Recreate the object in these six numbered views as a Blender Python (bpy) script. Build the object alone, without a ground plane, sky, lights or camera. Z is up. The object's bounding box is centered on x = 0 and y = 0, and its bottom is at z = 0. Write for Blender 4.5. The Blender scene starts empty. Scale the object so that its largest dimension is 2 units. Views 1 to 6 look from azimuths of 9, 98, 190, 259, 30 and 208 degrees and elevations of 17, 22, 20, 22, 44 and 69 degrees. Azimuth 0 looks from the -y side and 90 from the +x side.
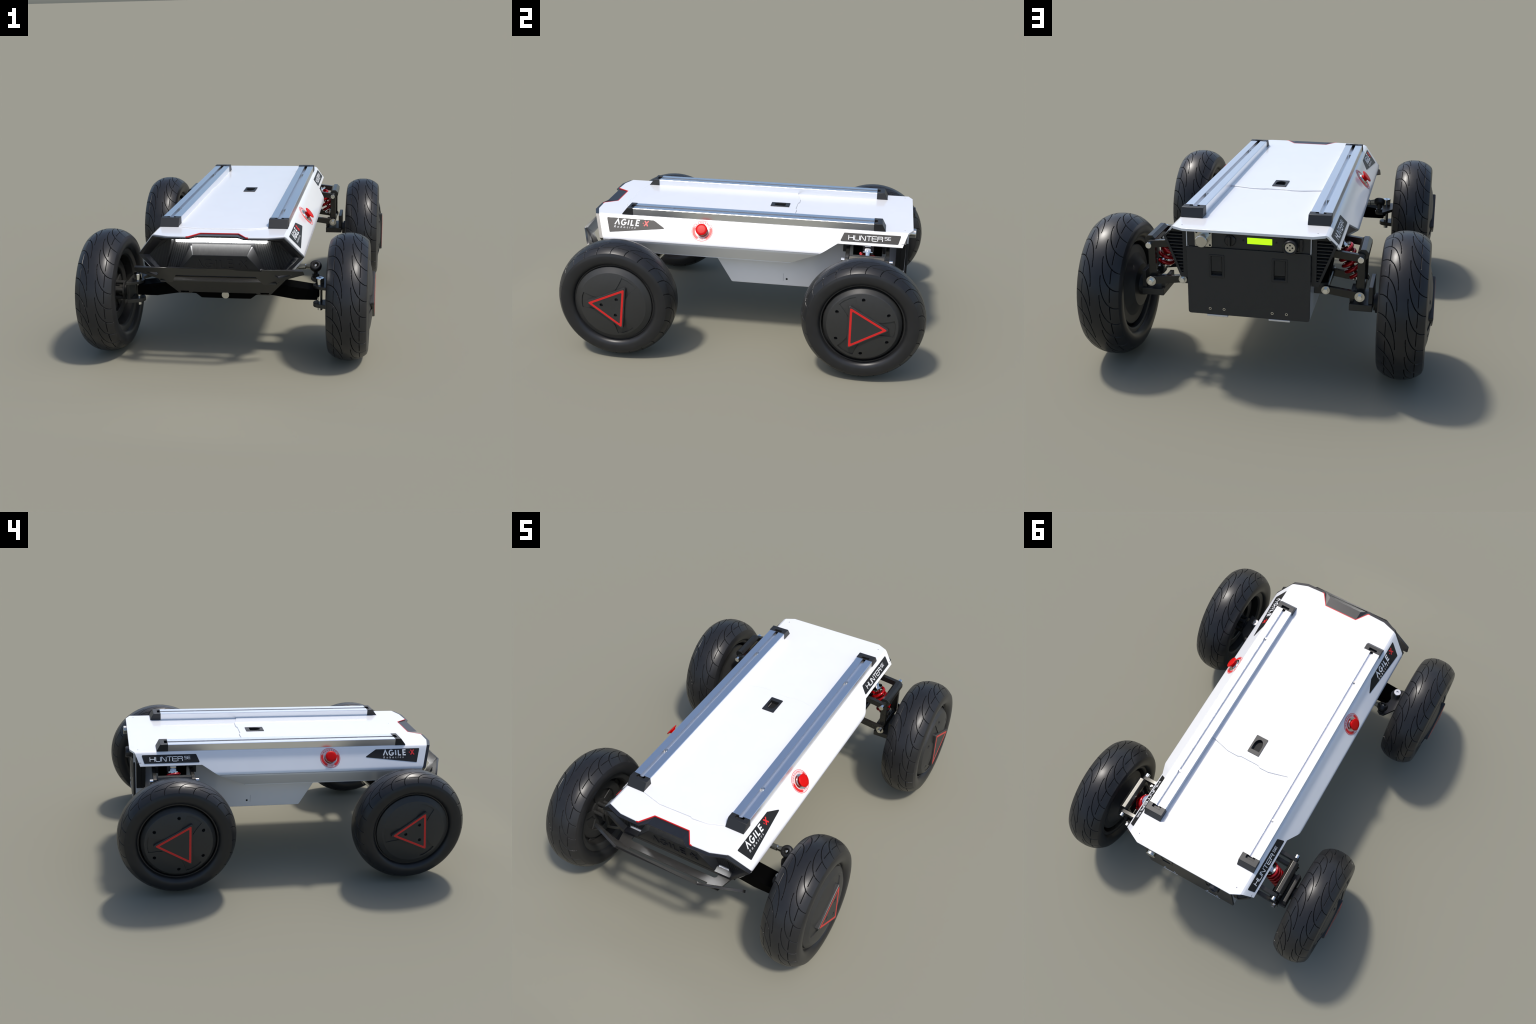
import bpy, bmesh, math, random
from mathutils import Vector, Matrix

random.seed(7)
V = Vector
pi = math.pi

# ------------------------------------------------------------------ materials
def material(name, color, rough=0.5, metal=0.0, coat=0.0, noise=0.0, scale=60.0,
             stretch=(1, 1, 1), bump=0.0, emit=0.0, spec=0.5):
    m = bpy.data.materials.new(name)
    m.use_nodes = True
    nt = m.node_tree
    b = nt.nodes["Principled BSDF"]
    c = (*color, 1)
    b.inputs["Base Color"].default_value = c
    b.inputs["Roughness"].default_value = rough
    b.inputs["Metallic"].default_value = metal
    b.inputs["Coat Weight"].default_value = coat
    b.inputs["Coat Roughness"].default_value = 0.1
    b.inputs["Specular IOR Level"].default_value = spec
    if emit:
        b.inputs["Emission Color"].default_value = c
        b.inputs["Emission Strength"].default_value = emit
    if noise or bump:
        tc = nt.nodes.new("ShaderNodeTexCoord")
        mp = nt.nodes.new("ShaderNodeMapping")
        mp.inputs["Scale"].default_value = stretch
        nz = nt.nodes.new("ShaderNodeTexNoise")
        nz.inputs["Scale"].default_value = scale
        nz.inputs["Detail"].default_value = 4
        nt.links.new(tc.outputs["Object"], mp.inputs["Vector"])
        nt.links.new(mp.outputs["Vector"], nz.inputs["Vector"])
        if noise:
            r = nt.nodes.new("ShaderNodeValToRGB")
            r.color_ramp.elements[0].position = 0.3
            r.color_ramp.elements[1].position = 0.7
            r.color_ramp.elements[0].color = (*[max(0, x * (1 - noise)) for x in color], 1)
            r.color_ramp.elements[1].color = (*[min(1, x * (1 + noise)) for x in color], 1)
            nt.links.new(nz.outputs["Fac"], r.inputs["Fac"])
            nt.links.new(r.outputs["Color"], b.inputs["Base Color"])
        if bump:
            bp = nt.nodes.new("ShaderNodeBump")
            bp.inputs["Strength"].default_value = bump
            bp.inputs["Distance"].default_value = 0.001
            nt.links.new(nz.outputs["Fac"], bp.inputs["Height"])
            nt.links.new(bp.outputs["Normal"], b.inputs["Normal"])
    return m

M_WHITE = material("white_paint", (0.84, 0.84, 0.85), 0.35, 0.0, coat=1.0, noise=0.01, scale=8)
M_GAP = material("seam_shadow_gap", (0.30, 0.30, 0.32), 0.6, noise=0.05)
M_ALU = material("brushed_aluminium", (0.86, 0.87, 0.89), 0.29, 1.0, noise=0.01, scale=4)
M_CHROME = material("polished_steel", (0.82, 0.82, 0.80), 0.10, 1.0, noise=0.03)
M_STEEL = material("satin_steel", (0.62, 0.61, 0.57), 0.22, 1.0, noise=0.04)
M_BLACK = material("black_plastic", (0.015, 0.015, 0.0155), 0.45, noise=0.12, scale=200)
M_PANEL = material("black_powder_coat", (0.025, 0.024, 0.023), 0.5, noise=0.12, scale=300, bump=0.1)
M_GLOSS = material("black_gloss_trim", (0.014, 0.014, 0.016), 0.30, noise=0.1, scale=120)
M_SHEET = material("black_coated_sheet", (0.028, 0.027, 0.025), 0.34, noise=0.1, scale=120)
M_BEAM = material("matt_black_beam", (0.002, 0.002, 0.002), 0.5, noise=0.1, spec=0.02)
M_ARM = material("dark_anodised_steel", (0.045, 0.044, 0.04), 0.22, 0.6, noise=0.08, scale=90)
M_BLOCK = material("dark_casting", (0.035, 0.034, 0.03), 0.35, noise=0.1)
M_TYRE = material("black_rubber", (0.0165, 0.0165, 0.0175), 0.35, noise=0.1, scale=25, spec=0.4)
M_HUB = material("hub_black", (0.027, 0.027, 0.026), 0.45, noise=0.08, scale=120)
M_HOLE = material("dark_hole", (0.004, 0.004, 0.004), 0.7, noise=0.1)
M_RED = material("red_enamel", (0.64, 0.014, 0.014), 0.35, noise=0.05)
M_BUTTON = material("red_button_plastic", (0.62, 0.0, 0.0), 0.38, noise=0.02, spec=0.2)
M_SPRING = material("red_spring_lacquer", (0.45, 0.0, 0.002), 0.14, 0.35, noise=0.05, coat=0.5)
M_RINGRED = material("red_label_print", (0.72, 0.02, 0.02), 0.4, noise=0.03)
M_PALE = material("pale_label", (0.80, 0.62, 0.62), 0.4, noise=0.02)
M_DECAL = material("decal_black_brushed", (0.014, 0.0135, 0.0135), 0.42, noise=0.25, scale=30, stretch=(1, 6, 30), spec=0.3)
M_TEXT = material("white_print", (0.85, 0.85, 0.85), 0.4, noise=0.01)
M_TEXTRED = material("red_print", (0.75, 0.02, 0.02), 0.4, noise=0.02)
M_LCD = material("display_green", (0.485, 1.0, 0.006), 0.4, emit=0.9)
M_LED = material("lamp_white", (1.0, 1.0, 1.0), 0.3, emit=32.0)
M_WALL = material("black_dimmed_for_lamp", (0.009, 0.009, 0.0087), 0.5, 0.0, noise=0.45, scale=30, stretch=(6, 1, 0.6), spec=0.15)  # base dimmed to offset lamp glare; stretched noise adds paler and darker streaks
M_TAB = material("zinc_tab", (0.75, 0.77, 0.82), 0.3, 0.8, noise=0.03)

# ------------------------------------------------------------------ helpers
ROOT = bpy.data.objects.new("wheeled_robot_chassis", None)
bpy.context.scene.collection.objects.link(ROOT)
ROOT["label"] = "low white four-wheeled robot chassis with black tyres"
ROOT["category"] = "robot vehicle"

def add(me, name, mat, parent=None):
    if mat is not None:
        me.materials.clear()
        me.materials.append(mat)
    o = bpy.data.objects.new(name, me)
    bpy.context.scene.collection.objects.link(o)
    o.parent = parent or ROOT
    return o

def finish(bm, name, mat, parent=None, bevel=0.0, angle=35, seg=2, recalc=True):
    if recalc:
        bmesh.ops.recalc_face_normals(bm, faces=bm.faces[:])
    lim = math.radians(angle)
    for f in bm.faces:
        f.smooth = True
    for e in bm.edges:
        if len(e.link_faces) == 2:
            e.smooth = e.calc_face_angle(0) < lim
        else:
            e.smooth = False
    me = bpy.data.meshes.new(name)
    bm.to_mesh(me)
    bm.free()
    o = add(me, name, mat, parent)
    if bevel:
        md = o.modifiers.new("bevel", "BEVEL")
        md.width = bevel
        md.segments = seg
        md.limit_method = 'ANGLE'
        md.angle_limit = math.radians(angle)
        md.harden_normals = True
    return o

def poly_mesh(name, verts, faces, mat, parent=None, bevel=0.0, angle=35, recalc=True):
    bm = bmesh.new()
    vs = [bm.verts.new(v) for v in verts]
    for f in faces:
        bm.faces.new([vs[i] for i in f])
    return finish(bm, name, mat, parent, bevel, angle, recalc=recalc)

def box(name, lo, hi, mat, parent=None, bevel=0.002):
    (a, b, c), (d, e, f) = lo, hi
    a, d = min(a, d), max(a, d)
    vs = [(a, b, c), (d, b, c), (d, e, c), (a, e, c), (a, b, f), (d, b, f), (d, e, f), (a, e, f)]
    fs = [(0, 3, 2, 1), (4, 5, 6, 7), (0, 1, 5, 4), (1, 2, 6, 5), (2, 3, 7, 6), (3, 0, 4, 7)]
    return poly_mesh(name, vs, fs, mat, parent, bevel)

def prism(name, poly, place, h0, h1, mat, parent=None, bevel=0.0, angle=35):
    """poly: 2D outline; place(u, v, h) -> 3D."""
    n = len(poly)
    vs = [place(u, v, h0) for u, v in poly] + [place(u, v, h1) for u, v in poly]
    fs = [tuple(range(n))[::-1], tuple(range(n, 2 * n))]
    fs += [(i, (i + 1) % n, n + (i + 1) % n, n + i) for i in range(n)]
    return poly_mesh(name, vs, fs, mat, parent, bevel, angle)

def plate(name, outer, holes, place, h0, h1, mat, parent=None, bevel=0.0, angle=35):
    """Flat plate with holes, extruded from h0 to h1."""
    bm = bmesh.new()
    edges = []
    for loop in [outer] + holes:
        vs = [bm.verts.new((u, v, 0)) for u, v in loop]
        edges += [bm.edges.new((vs[i], vs[(i + 1) % len(vs)])) for i in range(len(vs))]
    bmesh.ops.triangle_fill(bm, use_beauty=True, use_dissolve=False, edges=edges)
    faces = bm.faces[:]
    ex = bmesh.ops.extrude_face_region(bm, geom=faces)
    top = {g for g in ex["geom"] if isinstance(g, bmesh.types.BMVert)}
    for v in bm.verts:
        v.co = place(v.co.x, v.co.y, h1 if v in top else h0)
    bmesh.ops.dissolve_limit(bm, angle_limit=0.001, verts=bm.verts[:], edges=bm.edges[:])
    return finish(bm, name, mat, parent, bevel, angle)

def frame_of(d):
    d = V(d).normalized()
    a = V((0, 0, 1)) if abs(d.z) < 0.9 else V((1, 0, 0))
    u = d.cross(a).normalized()
    return u, d.cross(u).normalized()

def revolve(name, profile, origin, axis, mat, parent=None, n=48, angle=30, start=0.0, closed=False, bevel=0.0):
    """profile: list of (radius, height along axis)."""
    bm = bmesh.new()
    o = V(origin)
    d = V(axis).normalized()
    u, w = frame_of(d)
    rings = []
    for r, h in profile:
        if r < 1e-6:
            rings.append([bm.verts.new(o + d * h)])
        else:
            rings.append([bm.verts.new(o + d * h + (u * math.cos(start + 2 * pi * i / n) + w * math.sin(start + 2 * pi * i / n)) * r) for i in range(n)])
    seq = list(range(len(rings) - 1))
    pairs = [(rings[i], rings[i + 1]) for i in seq]
    if closed:
        pairs.append((rings[-1], rings[0]))
    for A, B in pairs:
        for i in range(n):
            j = (i + 1) % n
            if len(A) == 1 and len(B) == 1:
                continue
            if len(A) == 1:
                bm.faces.new((A[0], B[i], B[j]))
            elif len(B) == 1:
                bm.faces.new((A[i], B[0], A[j]))
            else:
                bm.faces.new((A[i], B[i], B[j], A[j]))
    return finish(bm, name, mat, parent, bevel, angle)

def cyl(name, p0, p1, r, mat, parent=None, n=24, r1=None, bevel=0.0, start=0.0):
    p0, p1 = V(p0), V(p1)
    L = (p1 - p0).length
    r1 = r if r1 is None else r1
    return revolve(name, [(0, 0), (r, 0), (r1, L), (0, L)], p0, p1 - p0, mat, parent, n, 40, start, bevel=bevel)

def tube(name, pts, r, mat, parent=None, n=10):
    bm = bmesh.new()
    pts = [V(p) for p in pts]
    rings = []
    u = None
    for i, p in enumerate(pts):
        t = (pts[min(i + 1, len(pts) - 1)] - pts[max(i - 1, 0)]).normalized()
        if u is None:
            u, _ = frame_of(t)
        u = (u - t * u.dot(t)).normalized()
        w = t.cross(u)
        rings.append([bm.verts.new(p + (u * math.cos(2 * pi * k / n) + w * math.sin(2 * pi * k / n)) * r) for k in range(n)])
    for A, B in zip(rings, rings[1:]):
        for k in range(n):
            j = (k + 1) % n
            bm.faces.new((A[k], A[j], B[j], B[k]))
    bm.faces.new(rings[0][::-1])
    bm.faces.new(rings[-1])
    return finish(bm, name, mat, parent, 0, 50)

def bake(o):
    """Apply an object's modifiers."""
    dg = bpy.context.evaluated_depsgraph_get()
    dg.update()
    me = bpy.data.meshes.new_from_object(o.evaluated_get(dg))
    o.modifiers.clear()
    o.data = me

def cut(o, cutters):
    for c in cutters:
        md = o.modifiers.new("cut", "BOOLEAN")
        md.operation = 'DIFFERENCE'
        md.object = c
        md.solver = 'EXACT'
    bpy.context.view_layer.update()
    bake(o)
    bm = bmesh.new()
    bm.from_mesh(o.data)
    bmesh.ops.remove_doubles(bm, verts=bm.verts[:], dist=1e-5)
    for f_ in bm.faces:
        f_.smooth = True
    for e in bm.edges:
        e.smooth = len(e.link_faces) == 2 and e.calc_face_angle(0) < math.radians(16)
    bm.to_mesh(o.data)
    bm.free()
    for c in cutters:
        bpy.data.objects.remove(c)

def ngon(n, r, rot=0.0, cx=0.0, cy=0.0):
    return [(cx + r * math.cos(rot + 2 * pi * i / n), cy + r * math.sin(rot + 2 * pi * i / n)) for i in range(n)]

def rounded(poly, r, k=5):
    out = []
    n = len(poly)
    for i in range(n):
        p, a, b = V(poly[i]), V(poly[i - 1]), V(poly[(i + 1) % n])
        da, db = (a - p).normalized(), (b - p).normalized()
        ang = da.angle(db)
        t = min(r / math.tan(ang / 2), (a - p).length * 0.45, (b - p).length * 0.45)
        s, e = p + da * t, p + db * t
        for j in range(k + 1):
            q = j / k
            out.append(tuple(s * (1 - q) ** 2 + p * 2 * q * (1 - q) + e * q ** 2))
    return out

def stadium(p0, p1, r0, r1=None, k=10):
    r1 = r0 if r1 is None else r1
    a = math.atan2(p1[1] - p0[1], p1[0] - p0[0])
    pts = [(p1[0] + r1 * math.cos(a - pi / 2 + pi * i / k), p1[1] + r1 * math.sin(a - pi / 2 + pi * i / k)) for i in range(k + 1)]
    pts += [(p0[0] + r0 * math.cos(a + pi / 2 + pi * i / k), p0[1] + r0 * math.sin(a + pi / 2 + pi * i / k)) for i in range(k + 1)]
    return pts

def xz(sx):          # outline in (x, z), height along y
    return lambda u, v, h: (sx * u, h, v)
def xy(sx):
    return lambda u, v, h: (sx * u, v, h)

# ------------------------------------------------------------------ body section
FOLD = V((0.333, 0, 0.703))
BEND = V((0.427, 0, 0.585))
LOW = V((0.352, 0, 0.4925))
SL = (BEND - FOLD).normalized()             # down the side slope
SN = V((-SL.z, 0, SL.x))                    # outward normal of the side slope
if SN.x < 0:
    SN = -SN

def side_place(sx):
    """(y, distance down the slope, height off it) -> 3D on the sloping side."""
    def f(u, t, h):
        p = FOLD + SL * t + SN * h
        return (sx * p.x, u, p.z)
    return f

# deck -------------------------------------------------------------
def deck_outline():
    half = [(0.327, 0.884), (0.278, 0.908)]
    front = [(0.327, -0.863), (0.249, -0.890), (0.144, -0.894), (0.097, -0.826)]
    pts = half[:]                                   # right rear
    pts += [(-x, y) for x, y in half[::-1]]
    pts += [(-x, y) for x, y in front]
    pts += front[::-1]
    return pts

def lid_outline(g):
    front = [(-0.262, -0.716), (-0.225, -0.727), (-0.12, -0.754), (0.055, -0.751), (0.068, -0.757), (0.15, -0.750), (0.225, -0.723), (0.262, -0.713)]
    rear = [(0.262, 0.206), (0.218, 0.215), (0.128, 0.239), (0.066, 0.240), (0.052, 0.233), (-0.058, 0.233), (-0.072, 0.242), (-0.124, 0.241), (-0.222, 0.215), (-0.262, 0.206)]
    pts = []
    for x, y in front:
        pts.append((math.copysign(abs(x) - (g if abs(x) > 0.26 else 0), x), y + g))
    for x, y in rear:
        pts.append((math.copysign(abs(x) - (g if abs(x) > 0.26 else 0), x), y - g))
    return pts

deck = plate("deck_panel", deck_outline(), [lid_outline(0.0)], lambda u, v, h: (u, v, h), 0.691, 0.703, M_WHITE, bevel=0.0015)
lid = plate("deck_lid", lid_outline(0.0003), [[(-0.031, 0.084), (0.031, 0.084), (0.031, 0.186), (-0.031, 0.186)]],
            lambda u, v, h: (u, v, h), 0.691, 0.7080, M_WHITE, bevel=0.003)
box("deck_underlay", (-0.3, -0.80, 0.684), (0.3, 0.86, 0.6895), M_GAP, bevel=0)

# recessed latch on the lid
latch = plate("lid_latch", rounded([(-0.035, 0.080), (0.035, 0.080), (0.035, 0.190), (-0.035, 0.190)], 0.004),
              [[(0.024, 0.166), (-0.024, 0.166), (-0.024, 0.135)] + [(-0.024 * math.cos(a * pi / 10), 0.135 - 0.036 * math.sin(a * pi / 10)) for a in range(1, 10)] + [(0.024, 0.135)]],
              lambda u, v, h: (u, v, h), 0.692, 0.7115, M_BLACK, bevel=0.001)
box("latch_cup", (-0.0235, 0.098, 0.6905), (0.0235, 0.168, 0.6915), M_HOLE, latch, bevel=0)

# screws on the deck corners
for x, y in ((0.292, 0.862), (-0.292, 0.862)):
    revolve("deck_screw", [(0, 0.0004), (0.0035, 0.0004), (0.004, -0.002)], (x, y, 0.703), (0, 0, 1), M_GAP, n=12)

# side panels ------------------------------------------------------
def side_panel(sx):
    rows = []                                   # (x, z, y_front, y_rear)
    T = (BEND - FOLD).length
    def yf(t):                                  # front edge along the slope
        return -0.861 + (0.861 - 0.813) * t / T
    tf = 0.084                                  # flap depth
    rows.append((0.3265, 0.7031, yf(0) - 0.001, 0.884))
    for t in (0.004, 0.010, 0.03, 0.055, tf):
        p = FOLD + SL * t
        if t == 0.004:
            p = p - V((0.0008, 0, 0.0008))
        rows.append((p.x, p.z, yf(t), 0.881 - 0.028 * t / tf))
    A = len(rows)
    # below the flap: slope, rounded bend, lower slope
    LD = (LOW - BEND).normalized()
    def rear(z):
        if z > BEND.z:
            return 0.414 + (0.503 - 0.414) * (z - BEND.z) / (0.638 - BEND.z)
        return 0.248 + (0.414 - 0.248) * (z - LOW.z) / (BEND.z - LOW.z)
    pts = [FOLD + SL * (T * 0.8)]
    b0, b1 = BEND - SL * 0.022, BEND + LD * 0.022
    for k in range(9):
        q = k / 8
        pts.append(b0 * (1 - q) ** 2 + BEND * 2 * q * (1 - q) + b1 * q * q)
    pts.append(BEND + LD * 0.06)
    pts.append(LOW)
    low = [(p.x, p.z, (yf(min(T, (FOLD.z - p.z) / (FOLD.z - BEND.z) * T))), rear(p.z)) for p in pts]
    bm = bmesh.new()
    grid = []
    for i, (x, z, a, b) in enumerate(rows):
        grid.append([bm.verts.new((sx * x, y, z)) for y in (a, 0.503, b)])
    for A_, B_ in zip(grid, grid[1:]):
        for c in range(2):
            bm.faces.new((A_[c], A_[c + 1], B_[c + 1], B_[c]))
    prev = grid[-1][:2]
    for x, z, a, b in low:
        cur = [bm.verts.new((sx * x, a, z)), bm.verts.new((sx * x, b, z))]
        bm.faces.new((prev[0], prev[1], cur[1], cur[0]))
        prev = cur
    bmesh.ops.recalc_face_normals(bm, faces=bm.faces[:])
    f = bm.faces[0]
    f.normal_update()
    if f.normal.z < 0:
        bmesh.ops.reverse_faces(bm, faces=bm.faces[:])
    o = finish(bm, "side_panel", M_WHITE, recalc=False, angle=60)
    md = o.modifiers.new("solid", "SOLIDIFY")
    md.thickness = 0.008
    md.offset = -1
    return o

for sx in (1, -1):
    side_panel(sx)
    # hairline joint just below the bend
    p = BEND + V((-0.0062, 0, -0.0012))
    tube("panel_joint", [(sx * (p.x), -0.808, p.z), (sx * (p.x), 0.404, p.z)], 0.0013, M_GAP, n=6)

# bottom plate and tub ---------------------------------------------
box("floor_panel", (-0.349, -0.80, 0.4865), (0.349, 0.246, 0.4918), M_WHITE, bevel=0.001)
prism("tub", [(-0.212, 0.488), (-0.108, 0.314), (-0.100, 0.311), (0.876, 0.311), (0.876, 0.690), (-0.10, 0.690), (-0.205, 0.60)],
      lambda u, v, h: (h, u, v), -0.266, 0.266, M_WHITE, bevel=0.004)
for sx in (1, -1):
    cyl("tub_screw_hole", (sx * 0.2655, 0.215, 0.352), (sx * 0.2668, 0.215, 0.352), 0.006, M_HOLE, n=14)
    box("tub_seam", (sx * 0.2655, 0.194, 0.34), (sx * 0.2664, 0.1955, 0.385), M_GAP, bevel=0)

# ------------------------------------------------------------------ rails
def rail(sx):
    cx = 0.281
    w, hh = 0.0475, 0.0395
    prof = [(-w, 0), (w, 0), (w, hh - 0.002), (w - 0.002, hh), (0.0095, hh), (0.0090, hh - 0.021),
            (-0.0090, hh - 0.021), (-0.0095, hh), (-w + 0.002, hh), (-w, hh - 0.002)]
    o = prism("mounting_rail", prof, lambda u, v, h: (sx * (cx + u), h, 0.7032 + v), -0.664, 0.694, M_ALU)
    for y in (-0.45, 0.47):
        cyl("rail_slot_screw", (sx * cx, y, 0.720), (sx * cx, y, 0.7355), 0.006, M_STEEL, o, n=12)
    for ye, yo, ysh in ((-0.662, -0.726, -0.696), (0.692, 0.757, 0.737)):
        side = [(ye, 0.0), (yo, 0.0), (yo, 0.004), (ysh, 0.041), (ye, 0.041)]
        c = prism("rail_end_cap", side, lambda u, v, h: (sx * (cx + h), u, 0.7034 + v), -0.0495, 0.0495, M_BLACK, o)
        s = 1 if yo > ye else -1
        k1 = box("cutter", (sx * (cx - 0.023), min(ye + s * 0.003, ye + s * 0.020), 0.728), (sx * (cx + 0.023), max(ye + s * 0.003, ye + s * 0.020), 0.77), None, bevel=0)
        k2 = box("cutter", (sx * (cx - 0.010), min(ye - s * 0.01, ye + s * 0.008), 0.7281), (sx * (cx + 0.010), max(ye - s * 0.01, ye + s * 0.008), 0.771), None, bevel=0)
        cut(c, [k1, k2])
        md = c.modifiers.new("bevel", "BEVEL")
        md.width = 0.0018
        md.segments = 2
        md.limit_method = 'ANGLE'
for sx in (1, -1):
    rail(sx)

# ------------------------------------------------------------------ lettering
def arc(cx, cy, rx, ry, a0, a1, k=14):
    return [(cx + rx * math.cos(math.radians(a0 + (a1 - a0) * i / k)), cy + ry * math.sin(math.radians(a0 + (a1 - a0) * i / k))) for i in range(k + 1)]

# strokes on a unit-high cell: (advance width, polylines)
BOLD = {
    'A': (1.05, [[(0.0, 0.0), (0.48, 1.0), (0.96, 0.0)]]),
    'G': (1.10, [arc(0.5, 0.5, 0.5, 0.5, 48, 352, 24) + [(0.55, 0.43)]]),
    'I': (0.34, [[(0.1, 0), (0.1, 1)]]),
    'L': (0.78, [[(0.08, 1), (0.08, 0.0), (0.66, 0.0)]]),
    'E': (1.16, [[(0.72, 1), (0.08, 1), (0.08, 0), (0.72, 0)], [(0.15, 0.5), (0.66, 0.5)]]),
    '.': (0.0, [[(0.02, 0.5), (0.18, 0.5)]]),
    'X': (0.95, [[(0.05, 0), (0.85, 1)], [(0.05, 1), (0.40, 0.56)], [(0.50, 0.44), (0.85, 0)]]),
}
THIN = {
    'H': (1.30, [[(0, 0), (0, 1)], [(1.05, 0), (1.05, 1)], [(0.05, 0.52), (1.0, 0.52)]]),
    'U': (1.28, [[(0, 1), (0, 0.2)] + arc(0.2, 0.2, 0.2, 0.2, 180, 270, 5) + arc(0.85, 0.2, 0.2, 0.2, 270, 360, 5) + [(1.05, 1)]]),
    'N': (1.28, [[(0, 0), (0, 0.95), (0.12, 1), (0.93, 0.0), (1.05, 0.05), (1.05, 1)]]),
    'T': (1.18, [[(0, 1), (1.05, 1)], [(0.52, 0), (0.52, 0.93)]]),
    'E': (1.22, [[(1.02, 1), (0.2, 1)] + arc(0.2, 0.8, 0.2, 0.2, 90, 180, 4)[1:] + arc(0.2, 0.2, 0.2, 0.2, 180, 270, 4) + [(1.02, 0)], [(0.06, 0.5), (0.98, 0.5)]]),
    'R': (1.25, [[(0, 0), (0, 0.97), (0.85, 1)] + arc(0.87, 0.8, 0.18, 0.2, 80, -80, 8) + [(0.06, 0.56)], [(0.88, 0.5), (1.02, 0.38), (1.03, 0)]]),
    'S': (1.22, [[(1.0, 1), (0.2, 1)] + arc(0.2, 0.76, 0.2, 0.24, 90, 270, 7) + arc(0.82, 0.26, 0.2, 0.26, 90, -90, 7) + [(0.0, 0)]]),
}

def ribbon(line, w):
    pts = [V(p) for p in line]
    L, R = [], []
    for i, p in enumerate(pts):
        d0 = (p - pts[i - 1]).normalized() if i > 0 else None
        d1 = (pts[i + 1] - p).normalized() if i < len(pts) - 1 else None
        d0, d1 = d0 or d1, d1 or d0
        t = (d0 + d1).normalized()
        n = V((-t.y, t.x))
        m = w / 2 / max(0.45, n.dot(V((-d0.y, d0.x))))
        L.append(p + n * m)
        R.append(p - n * m)
    return L, R

def strokes(name, text, font, place, height, x0, y0, w, slant, h0, h1, mat, parent, spacing=0.0, width=1.0):
    """One mesh per character, drawn as raised ribbons."""
    out = []
    x = x0
    lift = 0.0
    for ch in text:
        if ch == ' ':
            x += height * 0.5
            continue
        adv, lines = font[ch]
        bm = bmesh.new()
        for ln in lines:
            L, R = ribbon([(px * width * height, py * height) for px, py in ln], w)
            lift += 0.00006
            top = [[bm.verts.new(place(x + q.x + slant * q.y, y0 + q.y, h1 + lift)) for q in S] for S in (L, R)]
            bot = [[bm.verts.new(place(x + q.x + slant * q.y, y0 + q.y, h0)) for q in S] for S in (L, R)]
            n = len(L)
            for i in range(n - 1):
                bm.faces.new((top[0][i], top[1][i], top[1][i + 1], top[0][i + 1]))
                bm.faces.new((bot[0][i], bot[0][i + 1], bot[1][i + 1], bot[1][i]))
                bm.faces.new((top[0][i], top[0][i + 1], bot[0][i + 1], bot[0][i]))
                bm.faces.new((top[1][i], bot[1][i], bot[1][i + 1], top[1][i + 1]))
            for i in (0, n - 1):
                bm.faces.new((top[0][i], bot[0][i], bot[1][i], top[1][i]))
        out.append(finish(bm, name, mat if not isinstance(mat, dict) else mat.get(ch, mat['']), parent))
        x += adv * height * width + spacing
    return out, x

def font_text(name, body, size, matrix, mat, parent, shear=0.0, space=1.0, extrude=0.0004, align='LEFT'):
    cu = bpy.data.curves.new("text", 'FONT')
    cu.body = body
    cu.size = size
    cu.shear = shear
    cu.space_character = space
    cu.extrude = extrude
    cu.align_x = align
    t = bpy.data.objects.new("text", cu)
    bpy.context.scene.collection.objects.link(t)
    bpy.context.view_layer.update()
    me = bpy.data.meshes.new_from_object(t.evaluated_get(bpy.context.evaluated_depsgraph_get()))
    bpy.data.objects.remove(t)
    me.transform(matrix)
    return add(me, name, mat, parent)

def decals(sx):
    P = side_place(sx)
    # name plate near the nose
    pl = prism("name_plate", rounded([(-0.810, 0.0205), (-0.537, 0.0215), (-0.465, 0.068), (-0.781, 0.108)], 0.005), P, -0.002, 0.0012, M_DECAL)
    # text basis: u along reading direction, v up the slope
    def T(u0):
        return lambda u, v, h: P(u0 + sx * u, 0.108 - v, h)
    h = 0.031
    u0 = -0.761 if sx > 0 else -0.576
    strokes("letter", "AGILE.X", BOLD, T(u0), h, 0.004, 0.0475, 0.0070, 0.06, 0.0005, 0.0020,
            {'': M_TEXT, 'X': M_TEXTRED, '.': M_TEXTRED}, pl, spacing=0.0088, width=0.84)
    o = V(T(u0)(0.0, 0.0285, 0.0018))
    ux = V((0, sx, 0))
    uy = -SL.copy()
    uy.x *= sx
    n = V((sx * SN.x, 0, SN.z))
    mt = Matrix(((ux.x, uy.x, n.x, o.x), (ux.y, uy.y, n.y, o.y), (ux.z, uy.z, n.z, o.z), (0, 0, 0, 1)))
    font_text("lettering", "Robotics", 0.0178, mt, M_TEXT, pl, shear=0.22, space=2.0)
    # model plate on the rear flap
    pl = prism("model_plate", rounded([(0.534, 0.0185), (0.843, 0.0175), (0.829, 0.069), (0.515, 0.069)], 0.006), P, -0.002, 0.0012, M_DECAL)
    u0 = 0.560 if sx > 0 else 0.797
    S = lambda u, v, h: P(u0 + sx * u, 0.058 - v, h)
    _, xe = strokes("letter", "HUNTER", THIN, S, 0.0265, 0.0, 0.0, 0.0034, 0.0, 0.0005, 0.0019, M_TEXT, pl, width=0.95)
    strokes("letter", "SE", THIN, S, 0.0165, xe + 0.006, 0.0105, 0.0022, 0.0, 0.0005, 0.0019, M_TEXT, pl, width=0.9)
    return ux, uy, n

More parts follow.
